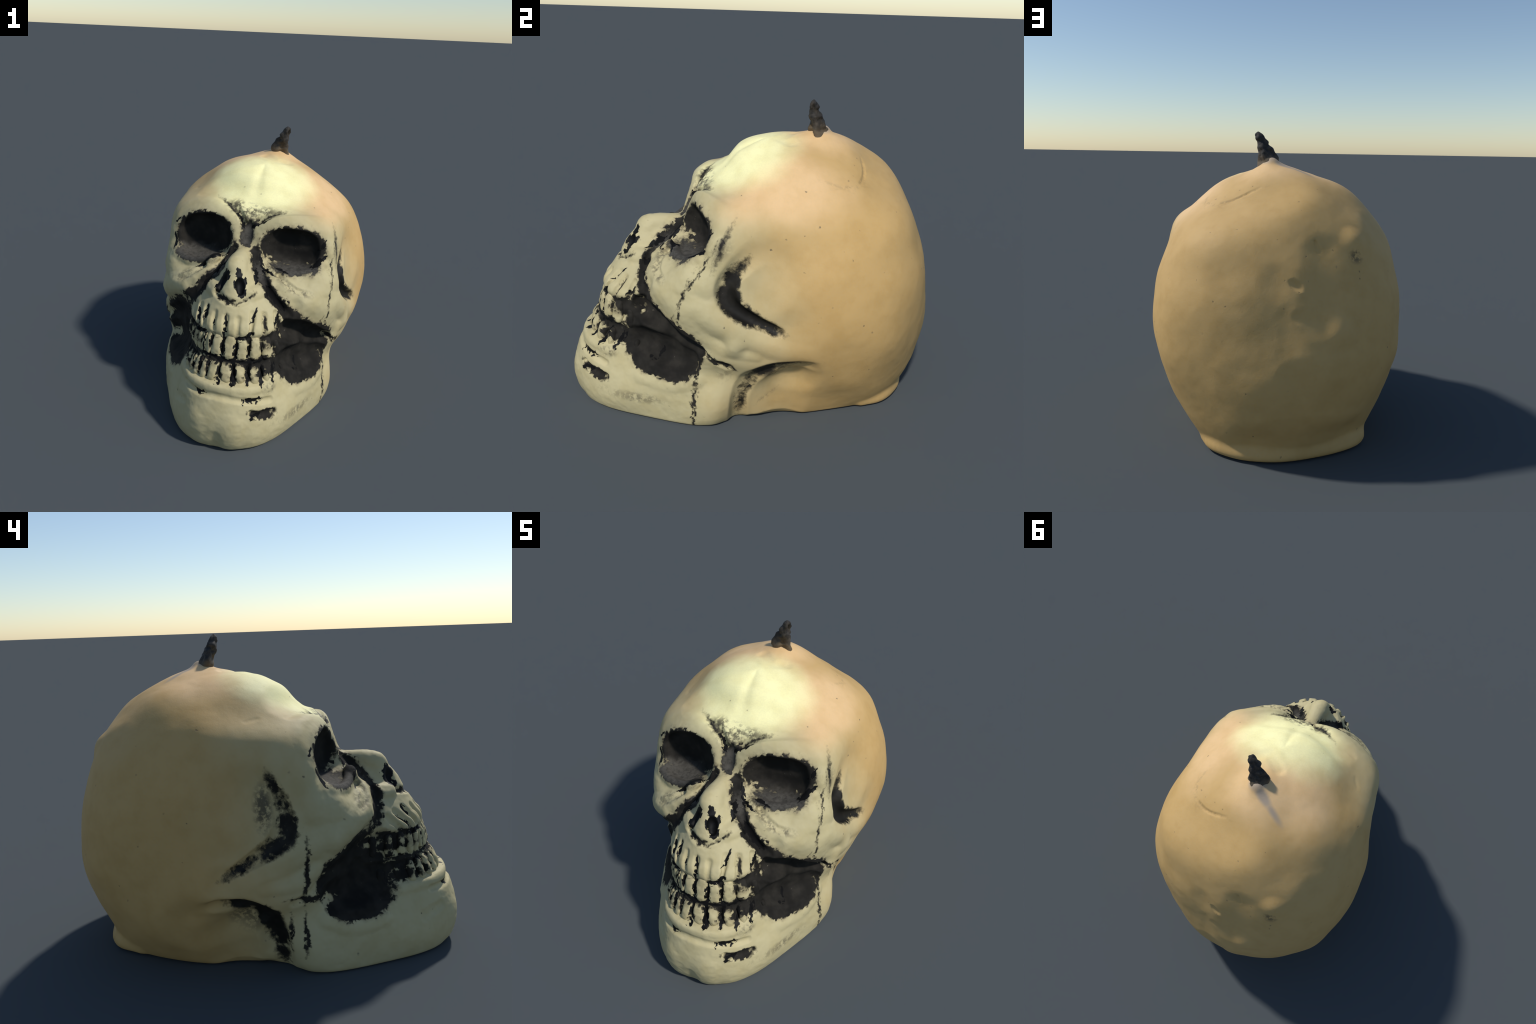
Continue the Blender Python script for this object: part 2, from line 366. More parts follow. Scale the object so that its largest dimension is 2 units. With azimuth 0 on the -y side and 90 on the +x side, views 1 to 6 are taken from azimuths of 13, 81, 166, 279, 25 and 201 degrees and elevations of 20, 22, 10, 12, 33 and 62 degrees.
# ------------------------------------------------------------------ field -> surface (surface nets)
def surface_net(f):
    inside = f < 0
    n = np.array(f.shape) - 1
    corners = [(a, b, c) for a in (0, 1) for b in (0, 1) for c in (0, 1)]
    total = np.zeros(tuple(n), np.int8)
    for a, b, c in corners:
        total += inside[a:a + n[0], b:b + n[1], c:c + n[2]]
    cells = np.argwhere((total > 0) & (total < 8))
    index = np.full(tuple(n), -1, np.int32)
    index[tuple(cells.T)] = np.arange(len(cells))
    value = {o: f[cells[:, 0] + o[0], cells[:, 1] + o[1], cells[:, 2] + o[2]] for o in corners}
    sums, hits = np.zeros((len(cells), 3)), np.zeros(len(cells))
    for o in corners:
        for axis in range(3):
            if o[axis]:
                continue
            e = list(o)
            e[axis] = 1
            va, vb = value[o], value[tuple(e)]
            cross = (va < 0) != (vb < 0)
            t = np.where(cross, va / np.where(cross, va - vb, 1), 0)
            p = np.tile(np.array(o, float), (len(cells), 1))
            p[:, axis] += t
            sums[cross] += p[cross]
            hits += cross
    verts = (cells + sums / hits[:, None]) * VOXEL + LOW
    quads = []
    for axis in range(3):
        u, v = (axis + 1) % 3, (axis + 2) % 3
        lo = [slice(1, -1)] * 3
        lo[axis] = slice(0, -1)
        hi = list(lo)
        hi[axis] = slice(1, None)
        a, b = inside[tuple(lo)], inside[tuple(hi)]
        for flag, flip in ((a & ~b, False), (~a & b, True)):
            e = np.argwhere(flag)
            off = np.ones(3, int)
            off[axis] = 0
            e = e + off
            du, dv = np.eye(3, dtype=int)[u], np.eye(3, dtype=int)[v]
            ring = [e - du - dv, e - dv, e, e - du]
            q = np.stack([index[tuple(r.T)] for r in ring], 1)
            quads.append(q[:, ::-1] if flip else q)
    return verts, np.vstack(quads)


VERTS, QUADS = surface_net(FIELD)


def vertex_normals(v, q):
    d = np.cross(v[q[:, 2]] - v[q[:, 0]], v[q[:, 3]] - v[q[:, 1]])
    out = np.zeros_like(v)
    for c in range(4):
        for a in range(3):
            out[:, a] += np.bincount(q[:, c], d[:, a], len(v))
    return out / (np.linalg.norm(out, axis=1, keepdims=True) + 1e-12)


def relax(v, q, share):
    out, hits = np.zeros_like(v), np.zeros(len(v))
    for c in range(4):
        for o in (1, 3):
            for a in range(3):
                out[:, a] += np.bincount(q[:, c], v[q[:, (c + o) % 4], a], len(v))
            hits += np.bincount(q[:, c], minlength=len(v))
    return v + share * (out / hits[:, None] - v)


for _ in range(3):
    VERTS = relax(relax(VERTS, QUADS, 0.5), QUADS, -0.35)
# hand-moulded unevenness, weaker on the underside
N = vertex_normals(VERTS, QUADS)
bump = (0.0045 * lattice_noise(VERTS, 4.2, 3) + 0.0016 * lattice_noise(VERTS, 9, 5) + 0.0005 * lattice_noise(VERTS, 24, 8))
face_share = np.clip((-0.15 - VERTS[:, 1]) / 0.2, 0, 1)
bump += face_share * (0.0010 * lattice_noise(VERTS, 38, 11) + 0.0005 * lattice_noise(VERTS, 75, 12))
bump *= np.clip(VERTS[:, 2] / 0.03, 0, 1)
VERTS = VERTS + N * bump[:, None]
VERTS[:, 2] = np.maximum(VERTS[:, 2], 0)
N = vertex_normals(VERTS, QUADS)

# ------------------------------------------------------------------ materials
def node(tree, kind, inputs=None, **props):
    n = tree.nodes.new(kind)
    for k, v in props.items():
        setattr(n, k, v)
    for k, v in (inputs or {}).items():
        if isinstance(v, bpy.types.NodeSocket):
            tree.links.new(v, n.inputs[k])
        else:
            n.inputs[k].default_value = v
    return n


class Paint:
    """Small helper that writes mask arithmetic as nodes."""

    def __init__(self, name):
        self.mat = bpy.data.materials.new(name)
        self.mat.use_nodes = True
        self.t = self.mat.node_tree
        self.shader = self.t.nodes["Principled BSDF"]
        self.p = node(self.t, "ShaderNodeTexCoord").outputs["Object"]

    def math(self, op, a, b=0.0, c=None, clamp=False):
        ins = {0: a, 1: b}
        if c is not None:
            ins[2] = c
        return node(self.t, "ShaderNodeMath", ins, operation=op, use_clamp=clamp).outputs[0]

    def vec(self, op, a, b=None, scale=None):
        ins = {0: a}
        if b is not None:
            ins[1] = b
        if scale is not None:
            ins["Scale"] = scale
        return node(self.t, "ShaderNodeVectorMath", ins, operation=op)

    def noise(self, scale, detail=2.0, rough=0.5, at=None, colour=False):
        n = node(self.t, "ShaderNodeTexNoise", {"Vector": at or self.p, "Scale": scale, "Detail": detail, "Roughness": rough})
        return n.outputs["Color" if colour else "Fac"]

    def span(self, x, lo, hi, to_lo=0.0, to_hi=1.0):
        return node(self.t, "ShaderNodeMapRange", {"Value": x, "From Min": lo, "From Max": hi, "To Min": to_lo, "To Max": to_hi},
                    interpolation_type="SMOOTHSTEP").outputs[0]

    def blob(self, at, centre, rot, size):
        """Scaled distance from an oriented ellipsoid's surface, in metres of its thinnest radius."""
        m = node(self.t, "ShaderNodeMapping", {"Vector": at, "Location": centre, "Rotation": rot, "Scale": size}, vector_type="TEXTURE")
        d = self.vec("LENGTH", m.outputs[0]).outputs["Value"]
        thin = sorted(size)[0]
        return self.math("MULTIPLY_ADD", d, thin, -thin)

    def nearest(self, at, blobs):
        best = None
        for b in blobs:
            # the tiny dependence on the previous result keeps the nodes in one short-lived chain
            here = at if best is None else node(self.t, "ShaderNodeVectorMath", {0: best, 1: (1e-9, 1e-9, 1e-9), 2: at}, operation="MULTIPLY_ADD").outputs[0]
            d = self.blob(here, *b)
            best = d if best is None else self.math("MINIMUM", best, d)
        return best

    def mix(self, fac, a, b, blend="MIX"):
        n = node(self.t, "ShaderNodeMix", {0: fac}, data_type="RGBA", blend_type=blend)
        for socket, v in ((n.inputs[6], a), (n.inputs[7], b)):
            if isinstance(v, bpy.types.NodeSocket):
                self.t.links.new(v, socket)
            else:
                socket.default_value = (*v, 1.0)
        return n.outputs[2]


def stroke(points, r, deep=0.035):
    """Chain of ellipsoids along a spine, reaching `deep` into the body: [(centre, rotation, size)]."""
    out = []
    for a, b in zip(points, points[1:]):
        ra, rb = (a[3] if len(a) == 4 else r), (b[3] if len(b) == 4 else r)
        a3, b3 = Vector(a[:3]), Vector(b[:3])
        d, mid3 = b3 - a3, (a3 + b3) / 2
        along_dir = d.normalized()
        outward = mid3 - Vector(CENTRE)
        outward = (outward - along_dir * outward.dot(along_dir)).normalized()
        frame = Matrix((along_dir, outward, along_dir.cross(outward))).transposed()
        rr = 0.5 * (ra + rb)
        out.append((tuple(mid3), tuple(frame.to_euler()), (d.length * 0.62 + 0.5 * rr, max(rr, deep), rr)))
    return out


def mirrored(points, r, deep=0.035):
    return stroke(points, r, deep) + stroke([(-q[0], *q[1:]) for q in points], r, deep)


def on_front(pairs, inset=0.0):
    return [(x, front_y(x, z) + inset, z) for x, z in pairs]


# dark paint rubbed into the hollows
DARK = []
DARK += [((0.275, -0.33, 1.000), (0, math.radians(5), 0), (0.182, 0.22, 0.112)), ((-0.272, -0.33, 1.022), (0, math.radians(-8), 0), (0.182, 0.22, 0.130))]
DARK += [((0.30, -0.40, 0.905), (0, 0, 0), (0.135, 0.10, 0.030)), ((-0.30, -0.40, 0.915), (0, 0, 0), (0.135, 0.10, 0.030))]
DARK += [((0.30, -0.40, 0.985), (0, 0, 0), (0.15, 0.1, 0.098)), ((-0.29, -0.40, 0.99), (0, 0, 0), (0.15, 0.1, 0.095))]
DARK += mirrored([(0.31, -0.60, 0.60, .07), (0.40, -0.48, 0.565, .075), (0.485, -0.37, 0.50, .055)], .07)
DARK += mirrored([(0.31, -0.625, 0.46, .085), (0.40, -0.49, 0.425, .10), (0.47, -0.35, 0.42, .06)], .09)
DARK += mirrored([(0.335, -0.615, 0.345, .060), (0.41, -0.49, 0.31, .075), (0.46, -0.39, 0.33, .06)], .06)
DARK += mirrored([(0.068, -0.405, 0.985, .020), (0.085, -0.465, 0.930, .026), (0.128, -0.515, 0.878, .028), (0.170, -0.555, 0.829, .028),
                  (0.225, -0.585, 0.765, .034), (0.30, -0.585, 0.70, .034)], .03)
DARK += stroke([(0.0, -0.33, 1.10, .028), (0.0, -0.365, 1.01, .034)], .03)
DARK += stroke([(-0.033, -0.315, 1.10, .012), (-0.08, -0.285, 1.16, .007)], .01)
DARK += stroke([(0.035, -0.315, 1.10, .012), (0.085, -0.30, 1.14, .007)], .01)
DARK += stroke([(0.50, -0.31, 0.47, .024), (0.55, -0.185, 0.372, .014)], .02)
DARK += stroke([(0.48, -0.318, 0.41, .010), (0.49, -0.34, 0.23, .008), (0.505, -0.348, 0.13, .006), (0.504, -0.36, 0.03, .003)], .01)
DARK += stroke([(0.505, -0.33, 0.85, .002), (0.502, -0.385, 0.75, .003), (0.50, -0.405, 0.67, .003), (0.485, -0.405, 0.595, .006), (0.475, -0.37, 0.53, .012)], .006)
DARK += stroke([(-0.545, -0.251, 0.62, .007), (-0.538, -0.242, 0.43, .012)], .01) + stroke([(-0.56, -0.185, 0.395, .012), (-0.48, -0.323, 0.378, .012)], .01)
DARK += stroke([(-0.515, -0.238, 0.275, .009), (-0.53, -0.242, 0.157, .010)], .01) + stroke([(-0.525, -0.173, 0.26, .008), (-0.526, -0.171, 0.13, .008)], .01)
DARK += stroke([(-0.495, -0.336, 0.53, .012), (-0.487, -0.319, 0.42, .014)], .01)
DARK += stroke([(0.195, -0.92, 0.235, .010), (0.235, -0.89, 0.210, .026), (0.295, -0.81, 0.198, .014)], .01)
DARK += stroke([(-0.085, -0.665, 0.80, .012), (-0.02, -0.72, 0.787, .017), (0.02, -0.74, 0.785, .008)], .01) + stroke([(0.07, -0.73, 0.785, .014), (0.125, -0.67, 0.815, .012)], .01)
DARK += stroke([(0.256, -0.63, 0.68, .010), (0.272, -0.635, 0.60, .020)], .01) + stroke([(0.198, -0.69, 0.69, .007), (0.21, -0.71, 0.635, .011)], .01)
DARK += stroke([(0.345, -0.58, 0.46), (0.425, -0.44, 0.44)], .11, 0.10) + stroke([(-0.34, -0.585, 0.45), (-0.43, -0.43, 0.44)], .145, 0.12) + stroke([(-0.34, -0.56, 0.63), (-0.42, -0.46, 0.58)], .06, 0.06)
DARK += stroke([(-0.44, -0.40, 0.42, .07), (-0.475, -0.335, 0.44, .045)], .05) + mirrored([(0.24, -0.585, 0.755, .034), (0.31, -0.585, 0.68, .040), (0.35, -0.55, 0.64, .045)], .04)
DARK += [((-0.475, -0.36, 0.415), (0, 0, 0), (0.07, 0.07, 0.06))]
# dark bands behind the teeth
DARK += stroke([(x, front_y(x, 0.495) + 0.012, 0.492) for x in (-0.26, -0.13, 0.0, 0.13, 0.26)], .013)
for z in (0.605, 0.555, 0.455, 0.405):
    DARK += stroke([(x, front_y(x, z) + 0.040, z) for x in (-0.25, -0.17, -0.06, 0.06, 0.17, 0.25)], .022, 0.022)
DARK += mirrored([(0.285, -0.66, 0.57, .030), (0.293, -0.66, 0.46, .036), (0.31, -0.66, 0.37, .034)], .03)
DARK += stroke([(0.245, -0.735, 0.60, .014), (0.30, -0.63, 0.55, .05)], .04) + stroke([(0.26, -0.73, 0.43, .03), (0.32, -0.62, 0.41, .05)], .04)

DARK = [(c, r, tuple(v + 0.007 for v in size) if sorted(size)[0] > 0.02 else size) for c, r, size in DARK]
# paler grey: socket floors lightened for the light on them, glabella and nose furrows too
PALER_GREY = [((0.30, -0.40, 0.895), (0, 0, 0), (0.15, 0.10, 0.035)), ((-0.31, -0.37, 0.915), (0, 0, 0), (0.15, 0.11, 0.055)), ((0.0, -0.35, 1.05), (0, 0, 0), (0.04, 0.06, 0.07))]
PALER_GREY += mirrored([(0.10, -0.47, 0.92, .03), (0.15, -0.53, 0.85, .03)], .03)

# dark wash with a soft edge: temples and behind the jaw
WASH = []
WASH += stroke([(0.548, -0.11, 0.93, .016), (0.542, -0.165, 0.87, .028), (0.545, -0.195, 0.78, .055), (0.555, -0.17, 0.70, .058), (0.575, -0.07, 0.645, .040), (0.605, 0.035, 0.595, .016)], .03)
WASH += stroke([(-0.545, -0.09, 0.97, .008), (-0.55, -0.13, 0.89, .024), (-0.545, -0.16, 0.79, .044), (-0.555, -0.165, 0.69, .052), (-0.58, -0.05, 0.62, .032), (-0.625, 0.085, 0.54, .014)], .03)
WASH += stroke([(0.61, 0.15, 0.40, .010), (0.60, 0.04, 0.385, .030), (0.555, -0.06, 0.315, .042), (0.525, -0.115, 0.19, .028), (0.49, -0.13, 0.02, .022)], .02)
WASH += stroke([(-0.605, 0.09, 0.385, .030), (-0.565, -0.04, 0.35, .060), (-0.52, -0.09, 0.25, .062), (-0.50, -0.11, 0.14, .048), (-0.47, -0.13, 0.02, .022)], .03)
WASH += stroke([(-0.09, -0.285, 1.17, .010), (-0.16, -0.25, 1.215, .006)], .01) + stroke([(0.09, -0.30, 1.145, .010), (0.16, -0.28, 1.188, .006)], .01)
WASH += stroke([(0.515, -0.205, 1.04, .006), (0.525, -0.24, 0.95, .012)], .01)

# pitch-black cracks
BLACK = []
BLACK += stroke([(0.038, -0.68, 0.93, .006), (0.046, -0.67, 0.888, .031), (0.053, -0.67, 0.846, .036), (0.055, -0.69, 0.815, .012)], .02, 0.07)
BLACK += stroke([(-0.044, -0.64, 0.908, .026), (-0.060, -0.645, 0.870, .031), (-0.074, -0.66, 0.830, .022)], .02, 0.07)
BLACK += stroke([(0.085, -0.66, 0.90, .004), (0.094, -0.658, 0.872, .009)], .01)
BLACK += stroke([(0.03, -0.66, 0.925, .003), (0.04, -0.68, 0.905, .005)], .01)
BLACK += stroke([(-0.062, -0.295, 1.145, .005), (-0.030, -0.325, 1.10, .010)], .01) + stroke([(0.04, -0.32, 1.10, .008), (0.105, -0.317, 1.137, .005)], .01)
for top, bottom, r in (((-0.178, .70), (-0.168, .66), .006), ((-0.122, .725), (-0.130, .675), .008), ((-0.062, .69), (-0.064, .675), .003), ((0.003, .705), (0.008, .63), .005),
                       ((0.15, .735), (0.14, .70), .005), ((0.148, .64), (0.110, .612), .011), ((0.11, .617), (0.085, .61), .006), ((0.262, .70), (0.256, .66), .006), ((-0.17, .61), (-0.12, .615), .012)):
    BLACK += stroke(on_front([top, bottom]), r)
# gaps between the teeth
for top, bottom, r in (((0.000, .590), (0.006, .530), .011), ((0.078, .585), (0.076, .505), .008), ((0.148, .590), (0.147, .505), .007), ((-0.064, .60), (-0.066, .55), .006), ((-0.108, .60), (-0.108, .53), .004),
                       ((0.074, .490), (0.083, .395), .012), ((0.0, .49), (-0.002, .44), .008), ((0.157, .465), (0.156, .395), .009), ((0.222, .44), (0.224, .37), .009), ((0.268, .44), (0.27, .37), .008),
                       ((0.05, .494), (0.22, .480), .009), ((-0.10, .50), (0.04, .494), .007), ((-0.068, .48), (-0.069, .43), .005), ((-0.117, .48), (-0.118, .43), .005), ((-0.167, .47), (-0.168, .42), .005), ((-0.008, .395), (0.006, .380), .006)):
    BLACK += stroke(on_front([top, bottom], 0.012), r, 0.03)
BLACK += stroke(on_front([(-0.115, .320), (-0.075, .323)]), .006) + stroke(on_front([(0.175, .303), (0.235, .290)]), .009) + stroke(on_front([(0.15, .308), (0.15, .295)]), .003)
BLACK += stroke([(0.205, -0.92, 0.215, .006), (0.245, -0.905, 0.198, .006)], .005)
BLACK += stroke([(0.175, -0.56, 0.83, .012), (0.205, -0.57, 0.785, .014), (0.27, -0.575, 0.72, .016)], .01)
BLACK += stroke([(0.095, -0.50, 0.905, .006), (0.115, -0.575, 0.868, .010)], .01) + stroke([(0.10, -0.42, 0.98, .005), (0.13, -0.47, 0.90, .007), (0.19, -0.48, 0.865, .008)], .01)
BLACK += stroke([(-0.10, -0.425, 0.975, .012), (-0.17, -0.45, 0.925, .010), (-0.25, -0.46, 0.87, .006)], .01) + stroke([(-0.11, -0.47, 0.92, .012), (-0.16, -0.54, 0.86, .010), (-0.21, -0.59, 0.79, .012)], .01)
BLACK += stroke([(0.18, -0.445, 0.915, .008), (0.25, -0.45, 0.888, .010)], .01) + stroke([(0.40, -0.40, 0.915, .010), (0.455, -0.31, 0.945, .012)], .01) + stroke([(0.45, -0.27, 1.025, .005), (0.44, -0.30, 0.99, .004)], .01)
BLACK += stroke([(-0.44, -0.27, 1.085, .005), (-0.46, -0.26, 1.06, .006)], .01) + stroke([(-0.465, -0.30, 0.975, .006), (-0.46, -0.335, 0.915, .010)], .01)
BLACK += stroke([(0.345, -0.50, 0.38, .008), (0.345, -0.50, 0.35, .008)], .01) + stroke([(0.34, -0.55, 0.34, .008), (0.36, -0.53, 0.33, .006)], .01)

# faint soot: forehead between the brows, cheeks, chin
SOOT = [((-0.02, -0.27, 1.155), (0.5, 0, 0), (0.10, 0.08, 0.06)), ((-0.09, -0.26, 1.19), (0, 0, 0), (0.07, 0.07, 0.05)), ((0.09, -0.27, 1.175), (0, 0, 0), (0.08, 0.06, 0.035))]
SOOT += stroke([(0.385, 0.30, 1.285), (0.40, 0.38, 1.255), (0.36, 0.46, 1.24), (0.27, 0.505, 1.255), (0.17, 0.53, 1.31)], .006)
SOOT += stroke([(0.49, -0.02, 0.12), (0.50, 0.04, 0.17)], .010, 0.06) + stroke([(0.49, 0.01, 0.14), (0.50, 0.06, 0.19)], .008, 0.06)
SOOT += mirrored([(0.205, -0.48, 0.880, .030), (0.28, -0.52, 0.838, .026), (0.34, -0.525, 0.802, .028), (0.41, -0.495, 0.785, .018)], .02, 0.06)
SOOT += stroke([(-0.23, -0.475, 0.871, .03), (-0.385, -0.485, 0.795, .02)], .02)
SOOT += [((0.36, -0.68, 0.13), (0, 0, math.radians(60)), (0.20, 0.05, 0.035)), ((0.545, -0.22, 0.31), (0, 0, 0), (0.03, 0.06, 0.05)), ((0.56, 0.03, 0.34), (0, 0, 0), (0.06, 0.13, 0.05)),
         ((-0.55, 0.03, 0.27), (0, 0, 0), (0.07, 0.10, 0.11)), ((-0.56, -0.06, 0.84), (0, 0, 0), (0.05, 0.05, 0.13)), ((-0.27, 0.83, 1.01), (0, 0, 0), (0.04, 0.05, 0.04)),
         ((0.20, -0.30, 1.09), (0, 0, 0), (0.13, 0.05, 0.035)), ((0.27, -0.80, 0.33), (0, 0, 0), (0.06, 0.06, 0.03)),
         ((-0.14, 0.0, 0.0), (0, 0, 0), (0.01, 0.01, 0.01)), ((0.52, -0.235, 0.99), (0, 0, 0), (0.02, 0.06, 0.07)), ((0.22, -0.71, 0.55), (0, 0, 0), (0.03, 0.05, 0.06))]


def bone_material(name, low, high):
    """Painted bone for the part inside the box low..high; strokes that cannot reach the part are left out."""
    m = Paint(name)

    def near(blobs):
        return [b for b in blobs if all(lo - max(b[2]) - 0.06 < c < hi + max(b[2]) + 0.06 for c, lo, hi in zip(b[0], low, high))] or blobs[:1]

    # jagged coordinates: each small cell of the surface is shifted as a whole, so paint edges break into flakes
    cell = node(m.t, "ShaderNodeTexVoronoi", {"Vector": m.p, "Scale": 50.0, "Randomness": 1.0}).outputs["Color"]
    wob = m.noise(24.0, 1.5, 0.5, colour=True)
    jag = m.vec("ADD", m.vec("SCALE", m.vec("SUBTRACT", cell, (0.5, 0.5, 0.5)).outputs[0], scale=0.016).outputs[0],
                m.vec("SCALE", m.vec("SUBTRACT", wob, (0.5, 0.5, 0.5)).outputs[0], scale=0.030).outputs[0]).outputs[0]
    q = m.vec("ADD", m.p, jag).outputs[0]
    fine = m.noise(120.0, 2.0, 0.6)
    speckle = m.noise(70.0, 2.0, 0.5)
    patch = m.noise(11.0, 4.0, 0.6)
    grain = m.noise(48.0, 4.0, 0.65)

    broad = [b for b in DARK if sorted(b[2])[0] > 0.02]
    lines = [b for b in DARK if sorted(b[2])[0] <= 0.02]
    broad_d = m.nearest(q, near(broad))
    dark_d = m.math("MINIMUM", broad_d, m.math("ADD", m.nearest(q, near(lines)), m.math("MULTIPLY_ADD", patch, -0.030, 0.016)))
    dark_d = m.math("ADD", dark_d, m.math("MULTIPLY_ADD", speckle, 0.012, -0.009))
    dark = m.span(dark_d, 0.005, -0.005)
    black = m.span(m.nearest(m.vec("ADD", m.p, m.vec("SCALE", jag, scale=0.8).outputs[0]).outputs[0], near(BLACK)), 0.0032, 0.0016)
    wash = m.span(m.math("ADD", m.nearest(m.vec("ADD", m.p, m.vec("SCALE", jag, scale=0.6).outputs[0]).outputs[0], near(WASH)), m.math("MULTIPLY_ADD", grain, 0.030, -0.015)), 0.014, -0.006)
    soot_d = m.nearest(m.p, near(SOOT))
    soot_edge = m.span(soot_d, 0.012, -0.03)
    soot = m.math("MULTIPLY", soot_edge, m.span(m.math("ADD", m.math("MULTIPLY", grain, 0.6), m.math("MULTIPLY", patch, 0.4)), 0.43, 0.56))
    halo = m.math("MULTIPLY", m.span(broad_d, 0.016, 0.0), m.span(grain, 0.40, 0.75))

    # bone: pale lemon forehead, peach crown and sides, cream face
    wide = m.noise(2.6, 3.0, 0.5)
    pale_d = m.nearest(m.p, [((0.0, -0.06, 1.30), (0.35, 0, 0), (0.32, 0.28, 0.18))])
    pale = m.span(m.math("ADD", pale_d, m.math("MULTIPLY_ADD", wide, 0.16, -0.08)), 0.06, -0.08)
    peach_d = m.nearest(m.p, [((-0.10, 0.30, 1.38), (0, 0, 0), (0.30, 0.22, 0.16)), ((0.34, 0.12, 1.20), (0, 0, 0), (0.20, 0.28, 0.20)), ((0.40, -0.05, 1.17), (0, 0, 0), (0.12, 0.14, 0.08))])
    peach = m.span(m.math("ADD", peach_d, m.math("MULTIPLY_ADD", wide, 0.20, -0.10)), 0.08, -0.08)
    sep = node(m.t, "ShaderNodeSeparateXYZ", {0: m.p})
    rear = m.span(m.math("ADD", sep.outputs["Y"], m.math("MULTIPLY_ADD", wide, 0.5, -0.25)), -0.35, 0.30)
    bone = m.mix(rear, FACE_BONE, REAR_BONE)
    bone = m.mix(peach, bone, PEACH_BONE)
    bone = m.mix(pale, bone, PALE_BONE)
    bone = m.mix(m.span(patch, 0.35, 0.75, 0.0, 0.35), bone, (0.80, 0.74, 0.58), "MULTIPLY")
    bone = m.mix(m.span(fine, 0.30, 0.75, 0.0, 0.10), bone, (0.45, 0.40, 0.28))
    # pores and specks
    v = node(m.t, "ShaderNodeTexVoronoi", {"Vector": m.vec("ADD", m.p, m.vec("SCALE", wob, scale=0.03).outputs[0]).outputs[0], "Scale": 16.0})
    pick = node(m.t, "ShaderNodeSeparateColor", {0: v.outputs["Color"]}).outputs[0]
    speck = m.math("MULTIPLY", m.span(m.math("ADD", v.outputs["Distance"], m.math("MULTIPLY_ADD", speckle, 0.34, -0.12)), 0.16, 0.05), m.span(pick, 0.45, 0.9, 0.0, 0.75))
    bone = m.mix(speck, bone, (0.10, 0.085, 0.06))
    # smear trailing from the wick
    smear = m.span(m.nearest(m.p, stroke([(0.03, 0.35, 1.44, .030), (-0.06, 0.41, 1.415, .024), (-0.15, 0.46, 1.36, .012)], .02) + [((0.035, 0.33, 1.45), (0, 0, 0), (0.05, 0.05, 0.035))]), 0.010, -0.014)
    bone = m.mix(m.math("MULTIPLY", smear, 0.75), bone, (0.30, 0.27, 0.24))
    brown_rim = m.math("MULTIPLY", m.span(broad_d, 0.026, 0.0), m.span(patch, 0.35, 0.65, 0.10, 0.45))
    bone = m.mix(brown_rim, bone, (0.24, 0.19, 0.11))
    bone = m.mix(m.math("MULTIPLY", halo, 0.55), bone, (0.16, 0.13, 0.085))
    bone = m.mix(m.math("MULTIPLY", soot, 0.85), bone, (0.060, 0.054, 0.040))
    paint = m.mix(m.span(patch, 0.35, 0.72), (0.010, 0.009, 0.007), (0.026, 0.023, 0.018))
    rubbed = m.math("MULTIPLY", m.span(grain, 0.66, 0.74), m.span(patch, 0.50, 0.62))
    paint = m.mix(m.math("MULTIPLY", rubbed, 0.6), paint, (0.20, 0.18, 0.13))
    thin = m.span(m.nearest(q, near(PALER_GREY)), 0.012, -0.02)  # mask of the grey that paints lit socket floors brighter
    paint = m.mix(m.math("MULTIPLY", thin, m.span(grain, 0.30, 0.62, 0.45, 1.0)), paint, (0.080, 0.074, 0.062))
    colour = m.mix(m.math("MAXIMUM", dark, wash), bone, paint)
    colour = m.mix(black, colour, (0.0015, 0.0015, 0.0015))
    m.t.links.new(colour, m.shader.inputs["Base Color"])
    rough = m.span(dark, 0.0, 1.0, 0.62, 0.85)
    m.t.links.new(rough, m.shader.inputs["Roughness"])
    m.shader.inputs["Specular IOR Level"].default_value = 0.22
    height = m.math("ADD", m.math("MULTIPLY", fine, 0.25), m.math("SUBTRACT", m.math("MULTIPLY", grain, 0.5), m.math("MULTIPLY", m.math("MAXIMUM", black, speck), 1.2)))
    b = node(m.t, "ShaderNodeBump", {"Height": height, "Strength": 0.25, "Distance": 0.004})
    m.t.links.new(b.outputs[0], m.shader.inputs["Normal"])
    return m.mat


FACE_BONE, REAR_BONE, PEACH_BONE, PALE_BONE = (0.51, 0.445, 0.25), (0.57, 0.365, 0.14), (0.75, 0.50, 0.25), (0.97, 0.91, 0.48)  # face and rear tones darkened partway towards the original's baked shading


def wick_material():
    m = Paint("charred_wick")
    sep = node(m.t, "ShaderNodeSeparateXYZ", {0: m.p})
    low = m.span(m.math("ADD", sep.outputs["Z"], m.math("MULTIPLY_ADD", m.noise(20.0, 3.0), 0.10, -0.05)), 1.50, 1.43)
    char = m.mix(m.span(m.noise(35.0, 4.0, 0.7), 0.35, 0.7), (0.012, 0.011, 0.010), (0.055, 0.046, 0.036))
    col = m.mix(m.math("MULTIPLY", low, 0.9), char, (0.13, 0.095, 0.055))
    m.t.links.new(col, m.shader.inputs["Base Color"])
    m.shader.inputs["Roughness"].default_value = 0.8
    b = node(m.t, "ShaderNodeBump", {"Height": m.noise(60.0, 4.0, 0.7), "Strength": 0.6, "Distance": 0.008})
    m.t.links.new(b.outputs[0], m.shader.inputs["Normal"])
    return m.mat


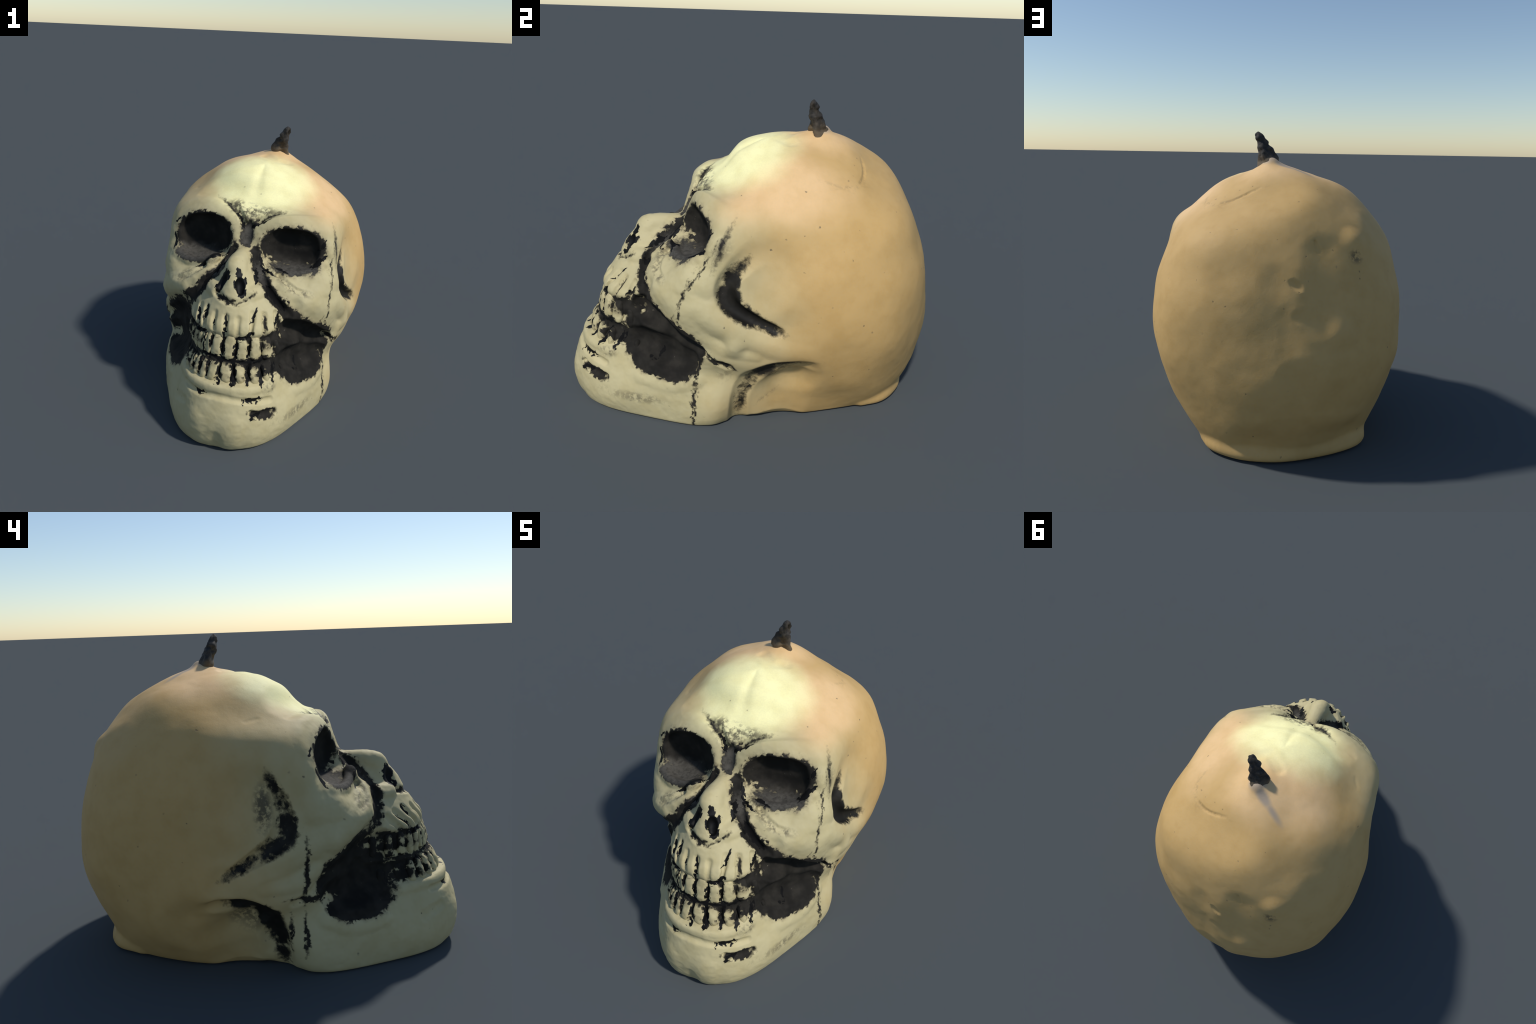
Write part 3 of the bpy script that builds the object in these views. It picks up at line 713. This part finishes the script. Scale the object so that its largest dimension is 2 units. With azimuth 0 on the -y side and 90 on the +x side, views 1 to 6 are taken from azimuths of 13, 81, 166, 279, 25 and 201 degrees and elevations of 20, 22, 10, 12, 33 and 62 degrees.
# ------------------------------------------------------------------ building objects
def new_object(name, parent, verts, faces, material, normals=None):
    me = bpy.data.meshes.new(name)
    me.from_pydata(np.asarray(verts).tolist(), [], np.asarray(faces).tolist())
    me.polygons.foreach_set("use_smooth", np.ones(len(me.polygons), bool))
    me.materials.append(material)
    if normals is not None:
        me.normals_split_custom_set_from_vertices(np.asarray(normals).tolist())
    me.update()
    ob = bpy.data.objects.new(name, me)
    bpy.context.scene.collection.objects.link(ob)
    ob.parent = parent
    return ob


skull = bpy.data.objects.new("skull_candle", None)
bpy.context.scene.collection.objects.link(skull)
skull["label"] = "cream bone-coloured skull with dark painted hollows and burnt wick"
skull["category"] = "skull"

mid = VERTS[QUADS].mean(1)
X, Y, Z = mid.T
ax = np.abs(X)
region = np.zeros(len(mid), int)                                    # 0 cranium
names = ["cranium", "lower_jaw", "upper_jaw", "cheekbone", "cheekbone", "brow_ridge", "eye_socket", "eye_socket", "nose"]
jaw_top = np.where(Y < -0.55, 0.495, 0.495 - 0.14 * np.clip((Y + 0.55) / 0.45, 0, 1))
region[(Z < jaw_top) & (Y < -0.13 - 0.05 * np.clip(Z, 0, 0.4))] = 1
region[(Z >= jaw_top) & (Y < -0.40) & (Z < 0.80 - 0.30 * np.clip((ax - 0.18) / 0.25, 0, 1))] = 2
cheek = (Z >= jaw_top) & (region == 0) & (Y < -0.10 - 0.15 * (Z - 0.5)) & (Z < 0.90) & (Y < 0.1)
region[cheek & (X > 0)] = 3
region[cheek & (X <= 0)] = 4
region[(Z >= 0.90) & (Y < -0.16) & (Z < np.where(X > 0, 1.19, 1.245))] = 5


def in_socket(cx, cz, w, h, tilt):
    c, s = math.cos(math.radians(tilt)), math.sin(math.radians(tilt))
    u, v = ((X - cx) * c + (Z - cz) * s) / w, (-(X - cx) * s + (Z - cz) * c) / h
    return ((np.abs(u)**2.5 + np.abs(v)**2.5) < 1) & (Y < -0.2)


region[in_socket(0.275, 0.995, 0.19, 0.124, -5)] = 6
region[in_socket(-0.274, 1.02, 0.196, 0.142, 8)] = 7
nose_spine = [(0, -0.36, 0.97, .06), (-0.004, -0.45, 0.95, .065), (-0.006, -0.545, 0.925, .08), (0.005, -0.60, 0.86, .105), (0.015, -0.64, 0.82, .10)]
region[(along(nose_spine, .1, X, Y, Z, True)[0] < 1) & (Y < -0.38) & (Z > 0.785)] = 8

parts = {}
for k, name in enumerate(names):
    faces = QUADS[region == k]
    if len(faces) == 0:
        continue
    used, flat = np.unique(faces, return_inverse=True)
    bone = bone_material("painted_bone_" + name, VERTS[used].min(0), VERTS[used].max(0))
    parts[k] = new_object(name, skull, VERTS[used], flat.reshape(faces.shape), bone, N[used])
TOOTH_BONE = bone_material("painted_bone_tooth", (-0.32, -0.92, 0.34), (0.34, -0.55, 0.64))


def tooth(x, z, half_w, half_h, parent, lean, seed, sink=0.0):
    """A rounded peg set in the jaw, its front face flush with the envelope."""
    e = 0.004
    y = front_y(x, z)
    out = np.array([envelope(np.array([x + d[0]]), np.array([y + d[1]]), np.array([z + d[2]]))[0] - envelope(np.array([x - d[0]]), np.array([y - d[1]]), np.array([z - d[2]]))[0]
                    for d in np.eye(3) * e])
    out /= np.linalg.norm(out)
    up = np.array([0, 0, 1.0]) - out * out[2]
    up /= np.linalg.norm(up)
    side = np.cross(up, out)
    up = math.cos(lean) * up + math.sin(lean) * side
    side = np.cross(up, out)
    depth = 0.036
    nu, nv = 40, 28
    a = np.linspace(0, math.tau, nu, endpoint=False)
    b = np.linspace(-math.pi / 2, math.pi / 2, nv)
    power = lambda t, p: np.sign(t) * np.abs(t)**p
    A, B = np.meshgrid(a, b)
    px = power(np.cos(B), 0.55) * power(np.cos(A), 0.75)
    pz = power(np.sin(B), 0.8)
    py = power(np.cos(B), 0.55) * power(np.sin(A), 0.75)
    px = px * (1 + 0.10 * pz * (1 if parent is parts[1] else -1))      # crowns are a little wider than the necks
    p = np.stack([px * half_w, py * depth, pz * half_h], -1).reshape(-1, 3)
    centre = np.array([x, y, z]) - out * (depth - 0.005 + sink)
    w = centre + p[:, :1] * side + p[:, 1:2] * out + p[:, 2:] * up
    w = w + out * (0.003 * lattice_noise(w, 30, seed) + 0.0025 * lattice_noise(w, 65, seed + 3))[:, None] + side * (0.004 * lattice_noise(w, 38, seed + 9))[:, None]
    idx = np.arange(nu * nv).reshape(nv, nu)
    r = np.roll(idx, -1, 1)
    faces = np.stack([idx[:-1], r[:-1], r[1:], idx[1:]], -1).reshape(-1, 4)
    return new_object("tooth", parent, w, faces, TOOTH_BONE)


UPPER = [(-0.285, .560, .024, .060), (-0.250, .558, .024, .062), (-0.214, .558, .023, .064), (-0.180, .560, .021, .066), (-0.147, .562, .020, .068), (-0.112, .565, .021, .070), (-0.082, .566, .022, .072),
         (-0.036, .563, .034, .074), (0.040, .560, .038, .076), (0.113, .558, .036, .074), (0.182, .552, .035, .070), (0.236, .540, .034, .066), (0.283, .520, .024, .055)]
LOWER = [(-0.285, .405, .024, .050), (-0.252, .415, .024, .055), (-0.218, .420, .024, .058), (-0.182, .425, .023, .060), (-0.140, .432, .026, .062), (-0.092, .438, .026, .062), (-0.038, .440, .032, .062),
         (0.040, .440, .036, .060), (0.118, .438, .031, .058), (0.194, .420, .032, .058), (0.248, .400, .022, .055), (0.287, .392, .020, .048), (0.318, .372, .017, .040)]
for n, (x, z, w, h) in enumerate(UPPER):
    tooth(x, z, w, h, parts[2], RNG.uniform(-0.05, 0.05), 20 + n, RNG.uniform(0, 0.004) + (0.012 if abs(x) > 0.25 else 0))
for n, (x, z, w, h) in enumerate(LOWER):
    tooth(x, z, w, h, parts[1], RNG.uniform(-0.06, 0.06), 50 + n, RNG.uniform(0, 0.005) + (0.012 if abs(x) > 0.25 else 0))


# wick: a lumpy, leaning, slightly twisted stub
def build_wick():
    spine = smooth_path([(0.030, 0.330, 1.375, .066), (0.034, 0.318, 1.43, .056), (0.043, 0.306, 1.475, .047), (0.058, 0.292, 1.52, .036), (0.078, 0.280, 1.56, .026), (0.086, 0.274, 1.590, .020), (0.089, 0.272, 1.606, .003)], 8)
    sides = 36
    verts = []
    for s, (x, y, z, r) in enumerate(spine):
        for k in range(sides):
            a = math.tau * k / sides
            rr = r * (1 + 0.16 * math.cos(3 * a + 9 * (z - 1.4) * 3) + 0.08 * math.cos(5 * a - 20 * z))
            verts.append((x + 1.0 * rr * math.cos(a), y + 0.85 * rr * math.sin(a), z))
    v = np.array(verts)
    c = np.repeat(spine[:, :3], sides, 0)
    d = v - c
    d /= np.linalg.norm(d, axis=1, keepdims=True) + 1e-9
    v = v + d * (0.010 * lattice_noise(v, 28, 4) + 0.005 * lattice_noise(v, 60, 6))[:, None] * np.clip((1.6 - v[:, 2]) / 0.03, 0, 1)[:, None]
    v[:, 2] = np.minimum(v[:, 2], 1.606)
    idx = np.arange(len(v)).reshape(-1, sides)
    r = np.roll(idx, -1, 1)
    f = np.stack([idx[:-1], r[:-1], r[1:], idx[1:]], -1).reshape(-1, 4).tolist()
    f += [list(idx[-1])]
    me_v = v.tolist()
    me = bpy.data.meshes.new("wick")
    me.from_pydata(me_v, [], f)
    me.polygons.foreach_set("use_smooth", np.ones(len(me.polygons), bool))
    me.materials.append(wick_material())
    ob = bpy.data.objects.new("wick", me)
    bpy.context.scene.collection.objects.link(ob)
    ob.parent = skull


build_wick()
